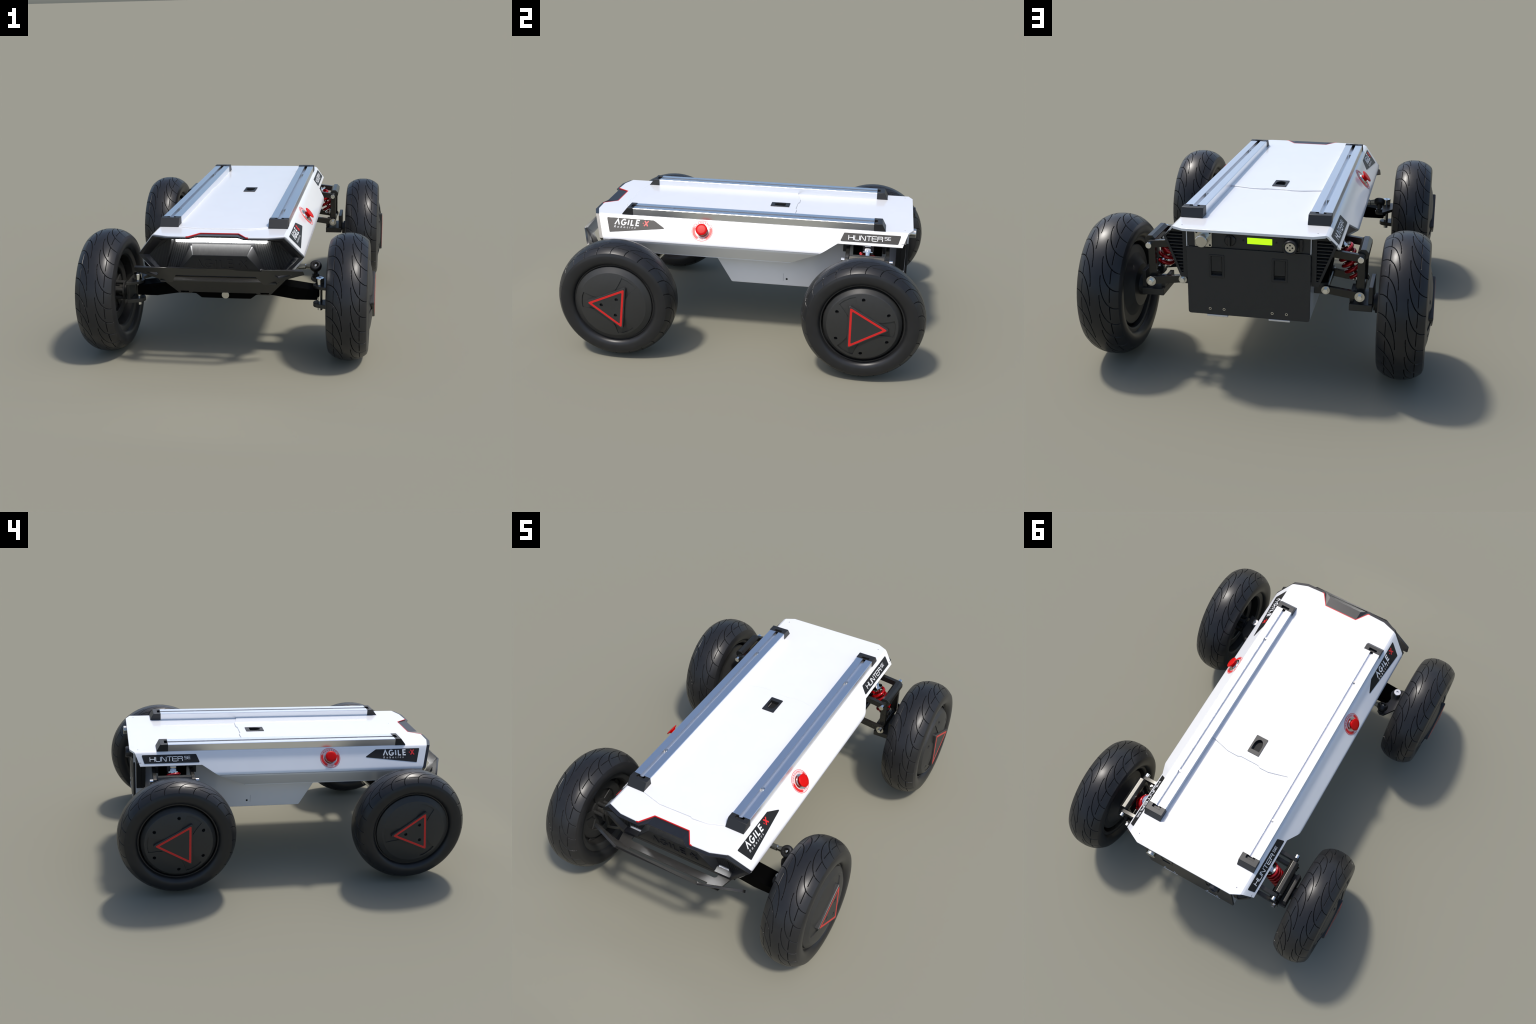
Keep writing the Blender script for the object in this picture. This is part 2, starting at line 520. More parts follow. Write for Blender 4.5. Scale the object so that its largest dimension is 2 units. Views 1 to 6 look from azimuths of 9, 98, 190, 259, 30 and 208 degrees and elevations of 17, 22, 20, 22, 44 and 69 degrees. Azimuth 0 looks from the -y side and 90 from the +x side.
def emergency_stop(sx, ux, uy, n):
    c = V(side_place(sx)(-0.2525, 0.0655, 0.0))
    base = revolve("emergency_stop_label", [(0.037, 0.0002), (0.037, 0.0007), (0.0575, 0.0007), (0.0575, 0.0002)], c, n, M_PALE, n=64)
    for a0, a1 in ((68, 152), (208, 292)):
        arcp = [(a0 + (a1 - a0) * q / 20) for q in range(21)]
        pts = [(0.0555 * math.sin(math.radians(a)), 0.0555 * math.cos(math.radians(a))) for a in arcp] + [(0.0415 * math.sin(math.radians(a)), 0.0415 * math.cos(math.radians(a))) for a in arcp[::-1]]
        prism("label_band", pts, lambda u, v, h: tuple(c + ux * u + uy * v + n * h), 0.0004, 0.0012, M_RINGRED, base)
    revolve("label_outline", [(0.0585, 0.0002), (0.0585, 0.0011), (0.0605, 0.0011), (0.0605, 0.0002)], c, n, M_RINGRED, base, n=64)
    revolve("button_collar", [(0.038, 0.0003), (0.038, 0.003), (0.030, 0.0035), (0.028, 0.009), (0.024, 0.010), (0.0, 0.010)], c, n, M_STEEL, base, n=40)
    revolve("stop_button", [(0.0, 0.008), (0.023, 0.008), (0.0175, 0.013), (0.0165, 0.017), (0.020, 0.021), (0.031, 0.0245), (0.0335, 0.0262), (0.0335, 0.0275), (0.032, 0.0292), (0.020, 0.0302), (0.0, 0.0304)], c, n, M_BUTTON, base, n=48, angle=50)
    def letter(ch, ang, size, inward):
        r = 0.0445 if not inward else 0.0525
        rad = (ux * math.sin(ang) + uy * math.cos(ang))
        o = c + rad * r + n * 0.0016
        yv = rad if not inward else -rad
        xv = yv.cross(n)
        mt = Matrix(((xv.x, yv.x, n.x, o.x), (xv.y, yv.y, n.y, o.y), (xv.z, yv.z, n.z, o.z), (0, 0, 0, 1)))
        font_text("lettering", ch, size, mt, M_RINGRED, base, extrude=0.0003, align='CENTER')
    word = "EMERGENCY"
    for i, ch in enumerate(word):
        letter(ch, math.radians(-62 + 124 * i / (len(word) - 1)), 0.0135, False)
    for i, ch in enumerate("STOP"):
        letter(ch, math.radians(180 + 24 - 48 * i / 3), 0.0135, True)

for sx in (1, -1):
    emergency_stop(sx, *decals(sx))

# ------------------------------------------------------------------ nose
def sym(pts):
    return pts + [(-x, y, z) for x, y, z in pts[::-1]]

# front rim, from the notch round to the bottom corner
OUT = sym([(0.137, -0.9095, 0.6985), (0.254, -0.908, 0.6985), (0.329, -0.881, 0.6985), (0.4215, -0.833, 0.588), (0.316, -0.836, 0.479)])
INN = sym([(0.135, -0.908, 0.6915), (0.249, -0.906, 0.6915), (0.320, -0.880, 0.687), (0.398, -0.831, 0.588), (0.308, -0.834, 0.492)])
REC = sym([(0.130, -0.780, 0.676), (0.247, -0.806, 0.676), (0.297, -0.820, 0.659), (0.366, -0.824, 0.586), (0.305, -0.805, 0.496)])
def nose_frame():
    n = len(OUT)
    back_o = [(x, y + 0.021, z) for x, y, z in OUT]
    vs = OUT + INN + back_o + REC
    fs = []
    for i in range(n):
        j = (i + 1) % n
        if i != n - 1:
            fs.append((i, j, n + j, n + i))
            fs.append((2 * n + i, 2 * n + j, j, i))
        if i != n - 1:
            fs.append((n + i, n + j, 3 * n + j, 3 * n + i))
    return poly_mesh("nose_frame", vs, fs, M_GLOSS, angle=20, recalc=True)
nose_frame()
# recessed back panel: corner facets fold in towards the ribbed pillars
def nose_back(sx):
    T0, T1, T2, S_, C_ = REC[:5]
    Pt, Pb = (0.237, -0.773, 0.676), (0.288, -0.790, 0.496)
    Qt, Qb = (0.0, -0.770, 0.676), (0.0, -0.790, 0.496)
    Fb = (0.290, -0.804, 0.496)
    vs = [(sx * x, y, z) for x, y, z in (T1, T2, S_, C_, Pb, Pt, Qt, Qb, T0, Fb)]
    poly_mesh("nose_back_panel", vs, [(0, 1, 2), (0, 2, 3, 9), (0, 9, 4, 5), (5, 4, 7, 6), (0, 5, 6, 8)], M_BLACK, angle=10)
for sx in (1, -1):
    nose_back(sx)
# visor: sloped panel let into the notch, with side facets
vi = [(0.097, -0.8265, 0.6995), (0.1435, -0.8945, 0.6995), (0.1368, -0.9095, 0.6982), (0.100, -0.885, 0.7042), (0.100, -0.884, 0.6960), (0.1368, -0.9080, 0.6918), (0.10, -0.80, 0.690)]
vv = vi + [(-x, y, z) for x, y, z in vi]
poly_mesh("nose_visor", vv, [(0, 3, 10, 7), (0, 1, 2, 3), (7, 10, 9, 8), (3, 4, 11, 10), (2, 5, 4, 3), (9, 10, 11, 12), (4, 6, 13, 11), (0, 7, 13, 6), (0, 6, 5, 2, 1), (4, 5, 6), (7, 8, 9, 12, 13), (11, 13, 12)], M_GLOSS, angle=3)
# red trim line round the notch
path = [(0.155, -0.8950), (0.1435, -0.8930), (0.097, -0.8250), (-0.097, -0.8250), (-0.1435, -0.8930), (-0.155, -0.8950)]
L, R = ribbon(path, 0.0046)
n = len(L)
vs = [(p.x, p.y, 0.7034) for p in L] + [(p.x, p.y, 0.7034) for p in R] + [(p.x, p.y, 0.694) for p in L] + [(p.x, p.y, 0.694) for p in R]
fs = []
for i in range(n - 1):
    fs += [(i, i + 1, n + i + 1, n + i), (2 * n + i, 3 * n + i, 3 * n + i + 1, 2 * n + i + 1), (i, 2 * n + i, 2 * n + i + 1, i + 1), (n + i, n + i + 1, 3 * n + i + 1, 3 * n + i)]
fs += [(0, n, 3 * n, 2 * n), (n - 1, 3 * n - 1, 4 * n - 1, 2 * n - 1)]
poly_mesh("nose_trim", vs, fs, M_RED)
# lamp
box("light_bar", (-0.232, -0.797, 0.646), (0.232, -0.772, 0.662), M_LED, bevel=0.003)
# central grille block: reflector on top, lettered face below
poly_mesh("nose_reflector", [(-0.153, -0.783, 0.633), (0.153, -0.783, 0.633), (0.136, -0.842, 0.592), (-0.136, -0.842, 0.592),
                             (-0.153, -0.778, 0.625), (0.153, -0.778, 0.625), (0.136, -0.838, 0.586), (-0.136, -0.838, 0.586)],
          [(0, 1, 2, 3), (7, 6, 5, 4), (0, 4, 5, 1), (1, 5, 6, 2), (2, 6, 7, 3), (3, 7, 4, 0)], M_WALL)
A0 = [(-0.138, -0.843, 0.5915), (0.138, -0.843, 0.5915), (0.232, -0.832, 0.484), (-0.232, -0.832, 0.484)]
poly_mesh("nose_grille", A0 + [(-0.16, -0.785, 0.625), (0.16, -0.785, 0.625), (0.232, -0.79, 0.484), (-0.232, -0.79, 0.484)],
          [(0, 1, 2, 3), (0, 4, 5, 1), (1, 5, 6, 2), (2, 6, 7, 3), (3, 7, 4, 0), (4, 7, 6, 5)], M_BLACK, bevel=0.002)
fy = V((0, 0.011, -0.1075)).normalized()
def face_place(u, v, h):
    p = V((0, -0.843, 0.5915)) + fy * (0.092 - v) + V((0, -1, -0.1)).normalized() * h
    return (u, p.y, p.z)
strokes("letter", "AGILE.X", BOLD, face_place, 0.042, -0.128, 0.026, 0.0065, 0.0, -0.001, 0.003, M_GLOSS, None, spacing=0.009, width=0.95)
# ribbed pillars either side, and fine ribs in the outer corners
for sx in (1, -1):
    for k in range(7):
        q0, q1 = k / 7 + 0.007, (k + 1) / 7 - 0.007
        def at(q, top, d):
            a = (0.160 + 0.077 * q, -0.774 - d, 0.668) if top else (0.206 + 0.082 * q, -0.790 - d, 0.498)
            return (sx * a[0], a[1], a[2])
        vs = [at(q0, 1, 0.004), at(q1, 1, 0.004), at(q1, 0, 0.004), at(q0, 0, 0.004), at(q0, 1, -0.01), at(q1, 1, -0.01), at(q1, 0, -0.01), at(q0, 0, -0.01)]
        poly_mesh("pillar_rib", vs, [(0, 1, 2, 3), (7, 6, 5, 4), (0, 4, 5, 1), (1, 5, 6, 2), (2, 6, 7, 3), (3, 7, 4, 0)], M_PANEL, bevel=0.001)
    # fine diagonal ribs on the corner facet
    Pt, Pb, A_ = V((0.247, -0.806, 0.676)), V((0.290, -0.804, 0.496)), V((0.366, -0.824, 0.586))
    nrm = (A_ - Pt).cross(Pb - Pt).normalized()
    if nrm.y > 0:
        nrm = -nrm
    for k in range(5):
        q = 0.14 + 0.17 * k
        e0, e1 = Pt.lerp(A_, q * 0.75 + 0.05), Pb.lerp(A_, q)
        w = (e1 - e0).cross(nrm).normalized() * 0.0016
        vs = [p + s_ * w + h * nrm for h in (0.0035, -0.002) for p, s_ in ((e0, 1), (e0, -1), (e1, -1), (e1, 1))]
        poly_mesh("corner_rib", [(sx * v.x, v.y, v.z) for v in vs], [(0, 1, 2, 3), (7, 6, 5, 4), (0, 4, 5, 1), (1, 5, 6, 2), (2, 6, 7, 3), (3, 7, 4, 0)], M_PANEL)

# ------------------------------------------------------------------ bumper
# one folded sheet: swept wings, window, shelf, skid
BW = V((0, 0.068, -0.093)).normalized()       # down the front face
BNn = V((0, -0.093, -0.068)).normalized()
def bump_place(u, t, h):
    """u = x, t = distance down the sheet; wings sweep back beyond the knees."""
    a = max(0.0, abs(u) - 0.233)
    p = V((u, -0.993, 0.571)) + BW * t + BNn * h
    return (p.x, p.y + a * 0.435, p.z - a * 0.155)
half = [(0.233, 0.0), (0.424, 0.0), (0.429, 0.028), (0.302, 0.092), (0.293, 0.122), (0.229, 0.122), (0.199, 0.058)]
outer = half + [(-x, t) for x, t in half[::-1]]
def wing_hole(s):
    pts = [(0.286, 0.040), (0.378, 0.034), (0.306, 0.064)]
    pts = rounded(pts, 0.003, 2)
    return [(s * x, t) for x, t in pts]
bm = bmesh.new()
edges = []
outer_s = []
for i, p in enumerate(outer):
    outer_s.append(p)
for loop in [outer_s, wing_hole(1), wing_hole(-1)]:
    vs = [bm.verts.new((u, v, 0)) for u, v in loop]
    edges += [bm.edges.new((vs[i], vs[(i + 1) % len(vs)])) for i in range(len(vs))]
bmesh.ops.triangle_fill(bm, use_beauty=True, edges=edges)
for s in (0.233, -0.233):
    bmesh.ops.bisect_plane(bm, geom=bm.verts[:] + bm.edges[:] + bm.faces[:], plane_co=(s, 0, 0), plane_no=(1, 0, 0))
for v in bm.verts:
    v.co = bump_place(v.co.x, v.co.y, 0)
bmesh.ops.recalc_face_normals(bm, faces=bm.faces[:])
if bm.faces[0].normal.y > 0:
    bmesh.ops.reverse_faces(bm, faces=bm.faces[:])
bumper = finish(bm, "bumper", M_SHEET, recalc=False, angle=15)
md = bumper.modifiers.new("solid", "SOLIDIFY")
md.thickness = 0.013
md.offset = -1
# shelf joining bumper and nose
plate("bumper_shelf", [(-0.291, -0.917), (-0.229, -0.917), (-0.224, -0.900), (0.224, -0.900), (0.229, -0.917), (0.291, -0.917), (0.318, -0.815), (-0.318, -0.815)],
      [[(-0.238, -0.860), (0.236, -0.860), (0.247, -0.852), (0.247, -0.818), (-0.249, -0.818), (-0.249, -0.852)]],
      lambda u, v, h: (u, v, h), 0.472, 0.480, M_SHEET, bumper, bevel=0.001)
# skid plate: lower apron with slotted feet
def skid_place(u, t, h):
    return (u, -0.822 + t * 0.62 - h, 0.4715 - t)
Ls = 0.106
skid = [(-0.314, 0.0), (0.314, 0.0), (0.324, 0.012), (0.246, Ls), (0.236, Ls + 0.010), (0.178, Ls + 0.010), (0.165, Ls), (-0.165, Ls), (-0.178, Ls + 0.010), (-0.236, Ls + 0.010), (-0.246, Ls), (-0.324, 0.012)]
slots = [[(s * x, t) for x, t in ((0.186, Ls - 0.006), (0.234, Ls - 0.006), (0.230, Ls + 0.004), (0.190, Ls + 0.004))] for s in (1, -1)]
plate("skid_plate", skid, slots, skid_place, -0.009, 0.0, M_SHEET, bumper, bevel=0.001)

# ------------------------------------------------------------------ front axle
beam = [(0.0, 0.320), (0.130, 0.321), (0.160, 0.344), (0.245, 0.345), (0.37, 0.325), (0.475, 0.325), (0.475, 0.378), (0.305, 0.402), (0.0, 0.418)]
beam = beam + [(-x, z) for x, z in beam[::-1] if x > 0]
axle = prism("front_axle_beam", beam, xz(1), -0.718, -0.615, M_BEAM, bevel=0.003)
cyl("axle_pivot_bolt", (0, -0.735, 0.345), (0, -0.70, 0.345), 0.02, M_STEEL, axle, n=24, bevel=0.002)
box("axle_bracket", (-0.12, -0.70, 0.36), (0.12, -0.56, 0.474), M_BLOCK, axle)

def knuckle(sx):
    top = [(0.536, -0.722), (0.50, -0.712)] + [(0.486 + 0.036 * math.cos(a), -0.668 + 0.036 * math.sin(a)) for a in [math.radians(d) for d in range(250, 130, -15)]] + \
          [(0.466, -0.632), (0.462, -0.60), (0.440, -0.575), (0.428, -0.548), (0.432, -0.522), (0.452, -0.508), (0.476, -0.512), (0.537, -0.60)]
    o = prism("steering_knuckle", top, xy(sx), 0.378, 0.394, M_BLOCK, axle, bevel=0.002)
    bot = [(0.536, -0.722), (0.50, -0.712)] + [(0.486 + 0.036 * math.cos(a), -0.668 + 0.036 * math.sin(a)) for a in [math.radians(d) for d in range(250, 110, -15)]] + [(0.537, -0.62)]
    prism("knuckle_foot", bot, xy(sx), 0.277, 0.298, M_BLOCK, o, bevel=0.002)
    box("knuckle_web", (sx * 0.520, -0.720, 0.2985), (sx * 0.5365, -0.615, 0.3775), M_BLOCK, o)
    cyl("kingpin", (sx * 0.486, -0.668, 0.256), (sx * 0.486, -0.668, 0.41), 0.0125, M_CHROME, o, n=20)
    k = revolve("kingpin_head", [(0, 0.394), (0.0215, 0.394), (0.0215, 0.4285), (0.0195, 0.4305), (0.0075, 0.4305), (0.0075, 0.424), (0, 0.424)], (sx * 0.486, -0.668, 0), (0, 0, 1), M_CHROME, o, n=28)
    # steering arm post and ball joint with tie rod
    b = V((sx * 0.452, -0.532, 0.449))
    cyl("ball_stud", (b.x, b.y, 0.39), (b.x, b.y, 0.44), 0.011, M_BLOCK, o, n=16)
    cyl("stud_nut", (b.x, b.y, 0.394), (b.x, b.y, 0.408), 0.019, M_BLOCK, o, n=16, bevel=0.002)
    d = V((0, -0.62, 0.78)).normalized()
    ring = revolve("rod_end_boot", [(0.012, -0.016), (0.026, -0.016), (0.031, -0.010), (0.0325, 0), (0.031, 0.010), (0.026, 0.016), (0.017, 0.016), (0.012, 0.006)], b, d, M_BLACK, o, n=32, angle=60, closed=True)
    revolve("rod_end_ball", [(0.0, -0.013), (0.008, -0.0105), (0.013, 0.0), (0.008, 0.0105), (0.0, 0.013)], b, d, M_CHROME, ring, n=20, angle=70)
    p1 = V((sx * 0.30, -0.530, 0.438))
    L_ = (p1 - b).length
    revolve("tie_rod", [(0, 0.022), (0.017, 0.022), (0.012, 0.05), (0.0155, 0.054), (0.0155, 0.09), (0.011, 0.092), (0.011, 0.36), (0, 0.36)], b, p1 - b, M_STEEL, o, n=24)
    # stub axle into the wheel
    cyl("stub_axle", (sx * 0.5366, -0.667, 0.334), (sx * 0.585, -0.667, 0.334), 0.034, M_BLOCK, o, n=28)
for sx in (1, -1):
    knuckle(sx)

# ------------------------------------------------------------------ rear suspension
def suspension(sx):
    P = xz(sx)
    yr, yf_ = 0.776, 0.560
    hub = None
    car = box("axle_carrier", (sx * 0.420, 0.575, 0.326), (sx * 0.522, 0.765, 0.358), M_BLOCK, bevel=0.003)
    box("carrier_cheek", (sx * 0.503, 0.585, 0.3585), (sx * 0.522, 0.755, 0.438), M_BLOCK, car)
    box("carrier_cheek", (sx * 0.420, 0.60, 0.3585), (sx * 0.438, 0.74, 0.39), M_BLOCK, car)
    cyl("stub_axle", (sx * 0.5225, 0.670, 0.334), (sx * 0.60, 0.670, 0.334), 0.036, M_BLOCK, car, n=28)
    for y, s in ((yr, 1), (yf_, -1)):
        prism("control_arm", stadium((0.325, 0.594), (0.468, 0.577), 0.0165), P, y - 0.010, y + 0.010, M_ARM, car, bevel=0.0015)
        prism("control_arm", stadium((0.320, 0.424), (0.468, 0.404), 0.0165, 0.018), P, y - 0.010, y + 0.010, M_ARM, car, bevel=0.0015)
        yi = y - s * 0.0215
        prism("upright_link", stadium((0.468, 0.404), (0.468, 0.577), 0.0165), P, yi - 0.010, yi + 0.010, M_ARM, car, bevel=0.0015)
        for (x, z, r, w) in ((0.468, 0.577, 0.0135, 0.0), (0.468, 0.404, 0.012, 0.0225), (0.320, 0.424, 0.012, 0.019)):
            y1 = y + s * 0.0105
            if w:
                cyl("washer", (sx * x, y1, z), (sx * x, y1 + s * 0.005, z), w, M_STEEL, car, n=24, bevel=0.001)
            cyl("bolt_head", (sx * x, y1, z), (sx * x, y1 + s * 0.019, z), r, M_CHROME, car, n=6 if w else 18, bevel=0.001)
        # black suspension tower on the chassis
        ta, tb = (0.700, 0.746) if s > 0 else (0.588, 0.638)
        prism("suspension_tower", [(0.2665, 0.398), (0.322, 0.398), (0.326, 0.46), (0.342, 0.56), (0.346, 0.640), (0.2665, 0.652)], P, ta, tb, M_BEAM, car, bevel=0.002)
        # chassis brackets
        box("chassis_bracket", (sx * 0.2665, y - 0.028, 0.395), (sx * 0.328, y + 0.008 - (0.02 if s > 0 else 0), 0.445), M_BLOCK, car)
        box("chassis_bracket", (sx * 0.2665, y - 0.028, 0.575), (sx * 0.340, y + 0.008 - (0.02 if s > 0 else 0), 0.615), M_BLOCK, car)
    # octagonal top bar and lower pin
    revolve("cross_bar", [(0, 0.574), (0.0265, 0.574), (0.0265, 0.762), (0, 0.762)], (sx * 0.474, 0, 0.586), (0, 1, 0), M_ARM, car, n=8, start=pi / 8, bevel=0.002)
    cyl("lower_pin", (sx * 0.468, 0.575, 0.404), (sx * 0.468, 0.765, 0.404), 0.017, M_ARM, car)
    cyl("lower_pin", (sx * 0.320, 0.575, 0.424), (sx * 0.320, 0.765, 0.424), 0.013, M_ARM, car)
    # coil-over damper
    for y in (0.668,):
        a, b = V((sx * 0.368, y, 0.612)), V((sx * 0.452, y, 0.432))
        d = (b - a).normalized()
        u, w = frame_of(d)
        L_ = (b - a).length
        dm = revolve("damper", [(0, 0), (0.014, 0), (0.014, 0.012), (0.026, 0.016), (0.036, 0.018), (0.036, 0.023), (0.016, 0.024), (0.016, 0.10), (0.010, 0.101), (0.010, L_ - 0.03), (0.034, L_ - 0.029), (0.034, L_ - 0.022), (0.014, L_ - 0.016), (0.014, L_), (0, L_)], a, d, M_CHROME, car, n=24)
        turns = 4.6
        pts = []
        for i in range(int(turns * 20) + 1):
            q = i / (turns * 20)
            ph = 2 * pi * turns * q
            r = 0.036
            pts.append(a + d * (0.028 + (L_ - 0.063) * q) + (u * math.cos(ph) + w * math.sin(ph)) * r)
        tube("coil_spring", pts, 0.0088, M_SPRING, dm, n=10)
    # clevis carrying the damper
    box("damper_clevis", (sx * 0.345, 0.650, 0.596), (sx * 0.384, 0.686, 0.632), M_CHROME, car, bevel=0.003)
    box("damper_mount", (sx * 0.440, 0.645, 0.405), (sx * 0.468, 0.691, 0.440), M_ARM, car)
for sx in (1, -1):
    suspension(sx)

# ------------------------------------------------------------------ rear end
rear_panel = box("control_panel", (-0.2645, 0.8765, 0.6184), (0.2645, 0.882, 0.690), M_PANEL, bevel=0.001)
for sx in (1, -1):
    box("panel_edge", (sx * 0.2652, 0.8765, 0.618), (sx * 0.2685, 0.886, 0.691), M_WHITE, bevel=0.0005)
door_out = rounded([(-0.267, 0.311), (0.267, 0.311), (0.267, 0.618), (-0.267, 0.618)], 0.012, 4)
def xzrear(u, v, h):
    return (u, h, v)
pock = [[(c - 0.024, 0.495), (c + 0.024, 0.495), (c + 0.024, 0.580), (c - 0.024, 0.580)] for c in (0.137, -0.136)]
door = plate("battery_door", door_out, pock, xzrear, 0.8766, 0.888, M_PANEL, bevel=0.0015)
for c in (0.137, -0.136):
    fr = plate("door_latch", rounded([(c - 0.0335, 0.484), (c + 0.0335, 0.484), (c + 0.0335, 0.588), (c - 0.0335, 0.588)], 0.003, 2),
               [[(c - 0.0245, 0.494), (c + 0.0245, 0.494), (c + 0.0245, 0.581), (c - 0.0245, 0.581)]], xzrear, 0.886, 0.8905, M_BLACK, door, bevel=0.001)
    box("latch_well", (c - 0.0255, 0.8768, 0.492), (c + 0.0255, 0.8772, 0.583), M_HOLE, fr, bevel=0)
    poly_mesh("latch_flap", [(c - 0.023, 0.8875, 0.580), (c + 0.023, 0.8875, 0.580), (c + 0.023, 0.8875, 0.513), (c - 0.023, 0.8875, 0.513),
                             (c - 0.023, 0.878, 0.580), (c + 0.023, 0.878, 0.580), (c + 0.023, 0.878, 0.506), (c - 0.023, 0.878, 0.506)],
              [(0, 1, 2, 3), (7, 6, 5, 4), (0, 4, 5, 1), (1, 5, 6, 2), (2, 6, 7, 3), (3, 7, 4, 0)], M_BLACK, fr, bevel=0.001)
for x in (0.169, 0.107, -0.105, -0.167):
    revolve("door_screw", [(0, 0.0005), (0.003, 0.0005), (0.0035, 0.002), (0.0062, 0.002), (0.0068, 0.0)], (x, 0.888, 0.339), (0, 1, 0), M_STEEL, door, n=16)
    cyl("screw_socket", (x, 0.8885, 0.339), (x, 0.8907, 0.339), 0.0036, M_HOLE, door, n=6)
for x0, x1 in ((0.092, 0.184), (-0.182, -0.089)):
    box("hinge_tab", (x0, 0.80, 0.3025), (x1, 0.889, 0.3105), M_TAB, bevel=0.001)

# instruments
f = plate("charging_socket", rounded([(0.156, 0.622), (0.230, 0.622), (0.230, 0.691), (0.156, 0.691)], 0.006, 3),
          [ngon(12, 0.0045, 0, 0.193 + a * 0.029, 0.6565 + b * 0.027) for a in (1, -1) for b in (1, -1)], xzrear, 0.8822, 0.889, M_STEEL, bevel=0.0008)
revolve("socket_cover", [(0, 0.038), (0.024, 0.038), (0.026, 0.036), (0.0265, 0.0)], (0.193, 0.888, 0.655), (0, 1, 0), M_STEEL, f, n=36)
k = revolve("power_knob", [(0, 0.010), (0.020, 0.010), (0.0245, 0.006), (0.025, 0.0)], (0.077, 0.882, 0.655), (0, 1, 0), M_GLOSS, rear_panel, n=36)
box("knob_grip", (0.072, 0.891, 0.634), (0.082, 0.908, 0.676), M_GLOSS, k, bevel=0.003)
box("display", (-0.1025, 0.8822, 0.6455), (0.0035, 0.8835, 0.672), M_LCD, rear_panel, bevel=0)
for x in (0.021, -0.121):
    cyl("panel_screw", (x, 0.882, 0.6585), (x, 0.8835, 0.6585), 0.004, M_HOLE, rear_panel, n=12)
f = plate("data_socket", rounded([(-0.218, 0.622), (-0.150, 0.622), (-0.150, 0.690), (-0.218, 0.690)], 0.005, 3),
          [ngon(12, 0.004, 0, -0.184 + a * 0.027, 0.656 + b * 0.027) for a in (1, -1) for b in (1, -1)], xzrear, 0.8822, 0.889, M_GLOSS, bevel=0.0008)
revolve("socket_shell", [(0.0215, 0.002), (0.0215, 0.034), (0.024, 0.038), (0.029, 0.038), (0.031, 0.034), (0.031, 0.0)], (-0.184, 0.888, 0.652), (0, 1, 0), M_GLOSS, f, n=40)
cyl("socket_insert", (-0.184, 0.8885, 0.652), (-0.184, 0.919, 0.652), 0.0212, M_STEEL, f, n=36)
for a in range(4):
    x, z = -0.184 + 0.0105 * math.cos(a * pi / 2), 0.652 + 0.0105 * math.sin(a * pi / 2)
    cyl("socket_pin_hole", (x, 0.9188, z), (x, 0.9196, z), 0.0036, M_HOLE, f, n=12)
box("socket_hinge", (-0.233, 0.8822, 0.630), (-0.219, 0.895, 0.682), M_GLOSS, f)

# side louvres beside the door
def louvre(sx):
    outer = [(0.2692, 0.690), (0.338, 0.690), (0.374, 0.652), (0.302, 0.470), (0.2692, 0.470)]
    hole = [(0.290, 0.680), (0.338, 0.680), (0.362, 0.652), (0.298, 0.492), (0.290, 0.492)]
    fr = plate("louvre_frame", outer, [hole], xz(sx), 0.845, 0.872, M_BLACK, bevel=0.0015)
    prism("louvre_wall", [(0.367, 0.652), (0.3735, 0.652), (0.3015, 0.470), (0.295, 0.470)], xz(sx), 0.822, 0.845, M_BLACK, fr)
    nn = 13
    for i in range(nn):
        z = 0.498 + (0.676 - 0.498) * i / (nn - 1)
        xo = 0.298 + (z - 0.492) / (0.652 - 0.492) * 0.064 if z < 0.652 else 0.362 - (z - 0.652) * 0.85
        vs = [(sx * x, y, z + dz + (0.0 if y > 0.85 else 0.008)) for x in (0.289, xo + 0.001) for y in (0.848, 0.868) for dz in (-0.002, 0.0022)]
        poly_mesh("slat", vs, [(0, 1, 3, 2), (4, 6, 7, 5), (0, 4, 5, 1), (2, 3, 7, 6), (0, 2, 6, 4), (1, 5, 7, 3)], M_BLACK, fr)
for sx in (1, -1):
    louvre(sx)

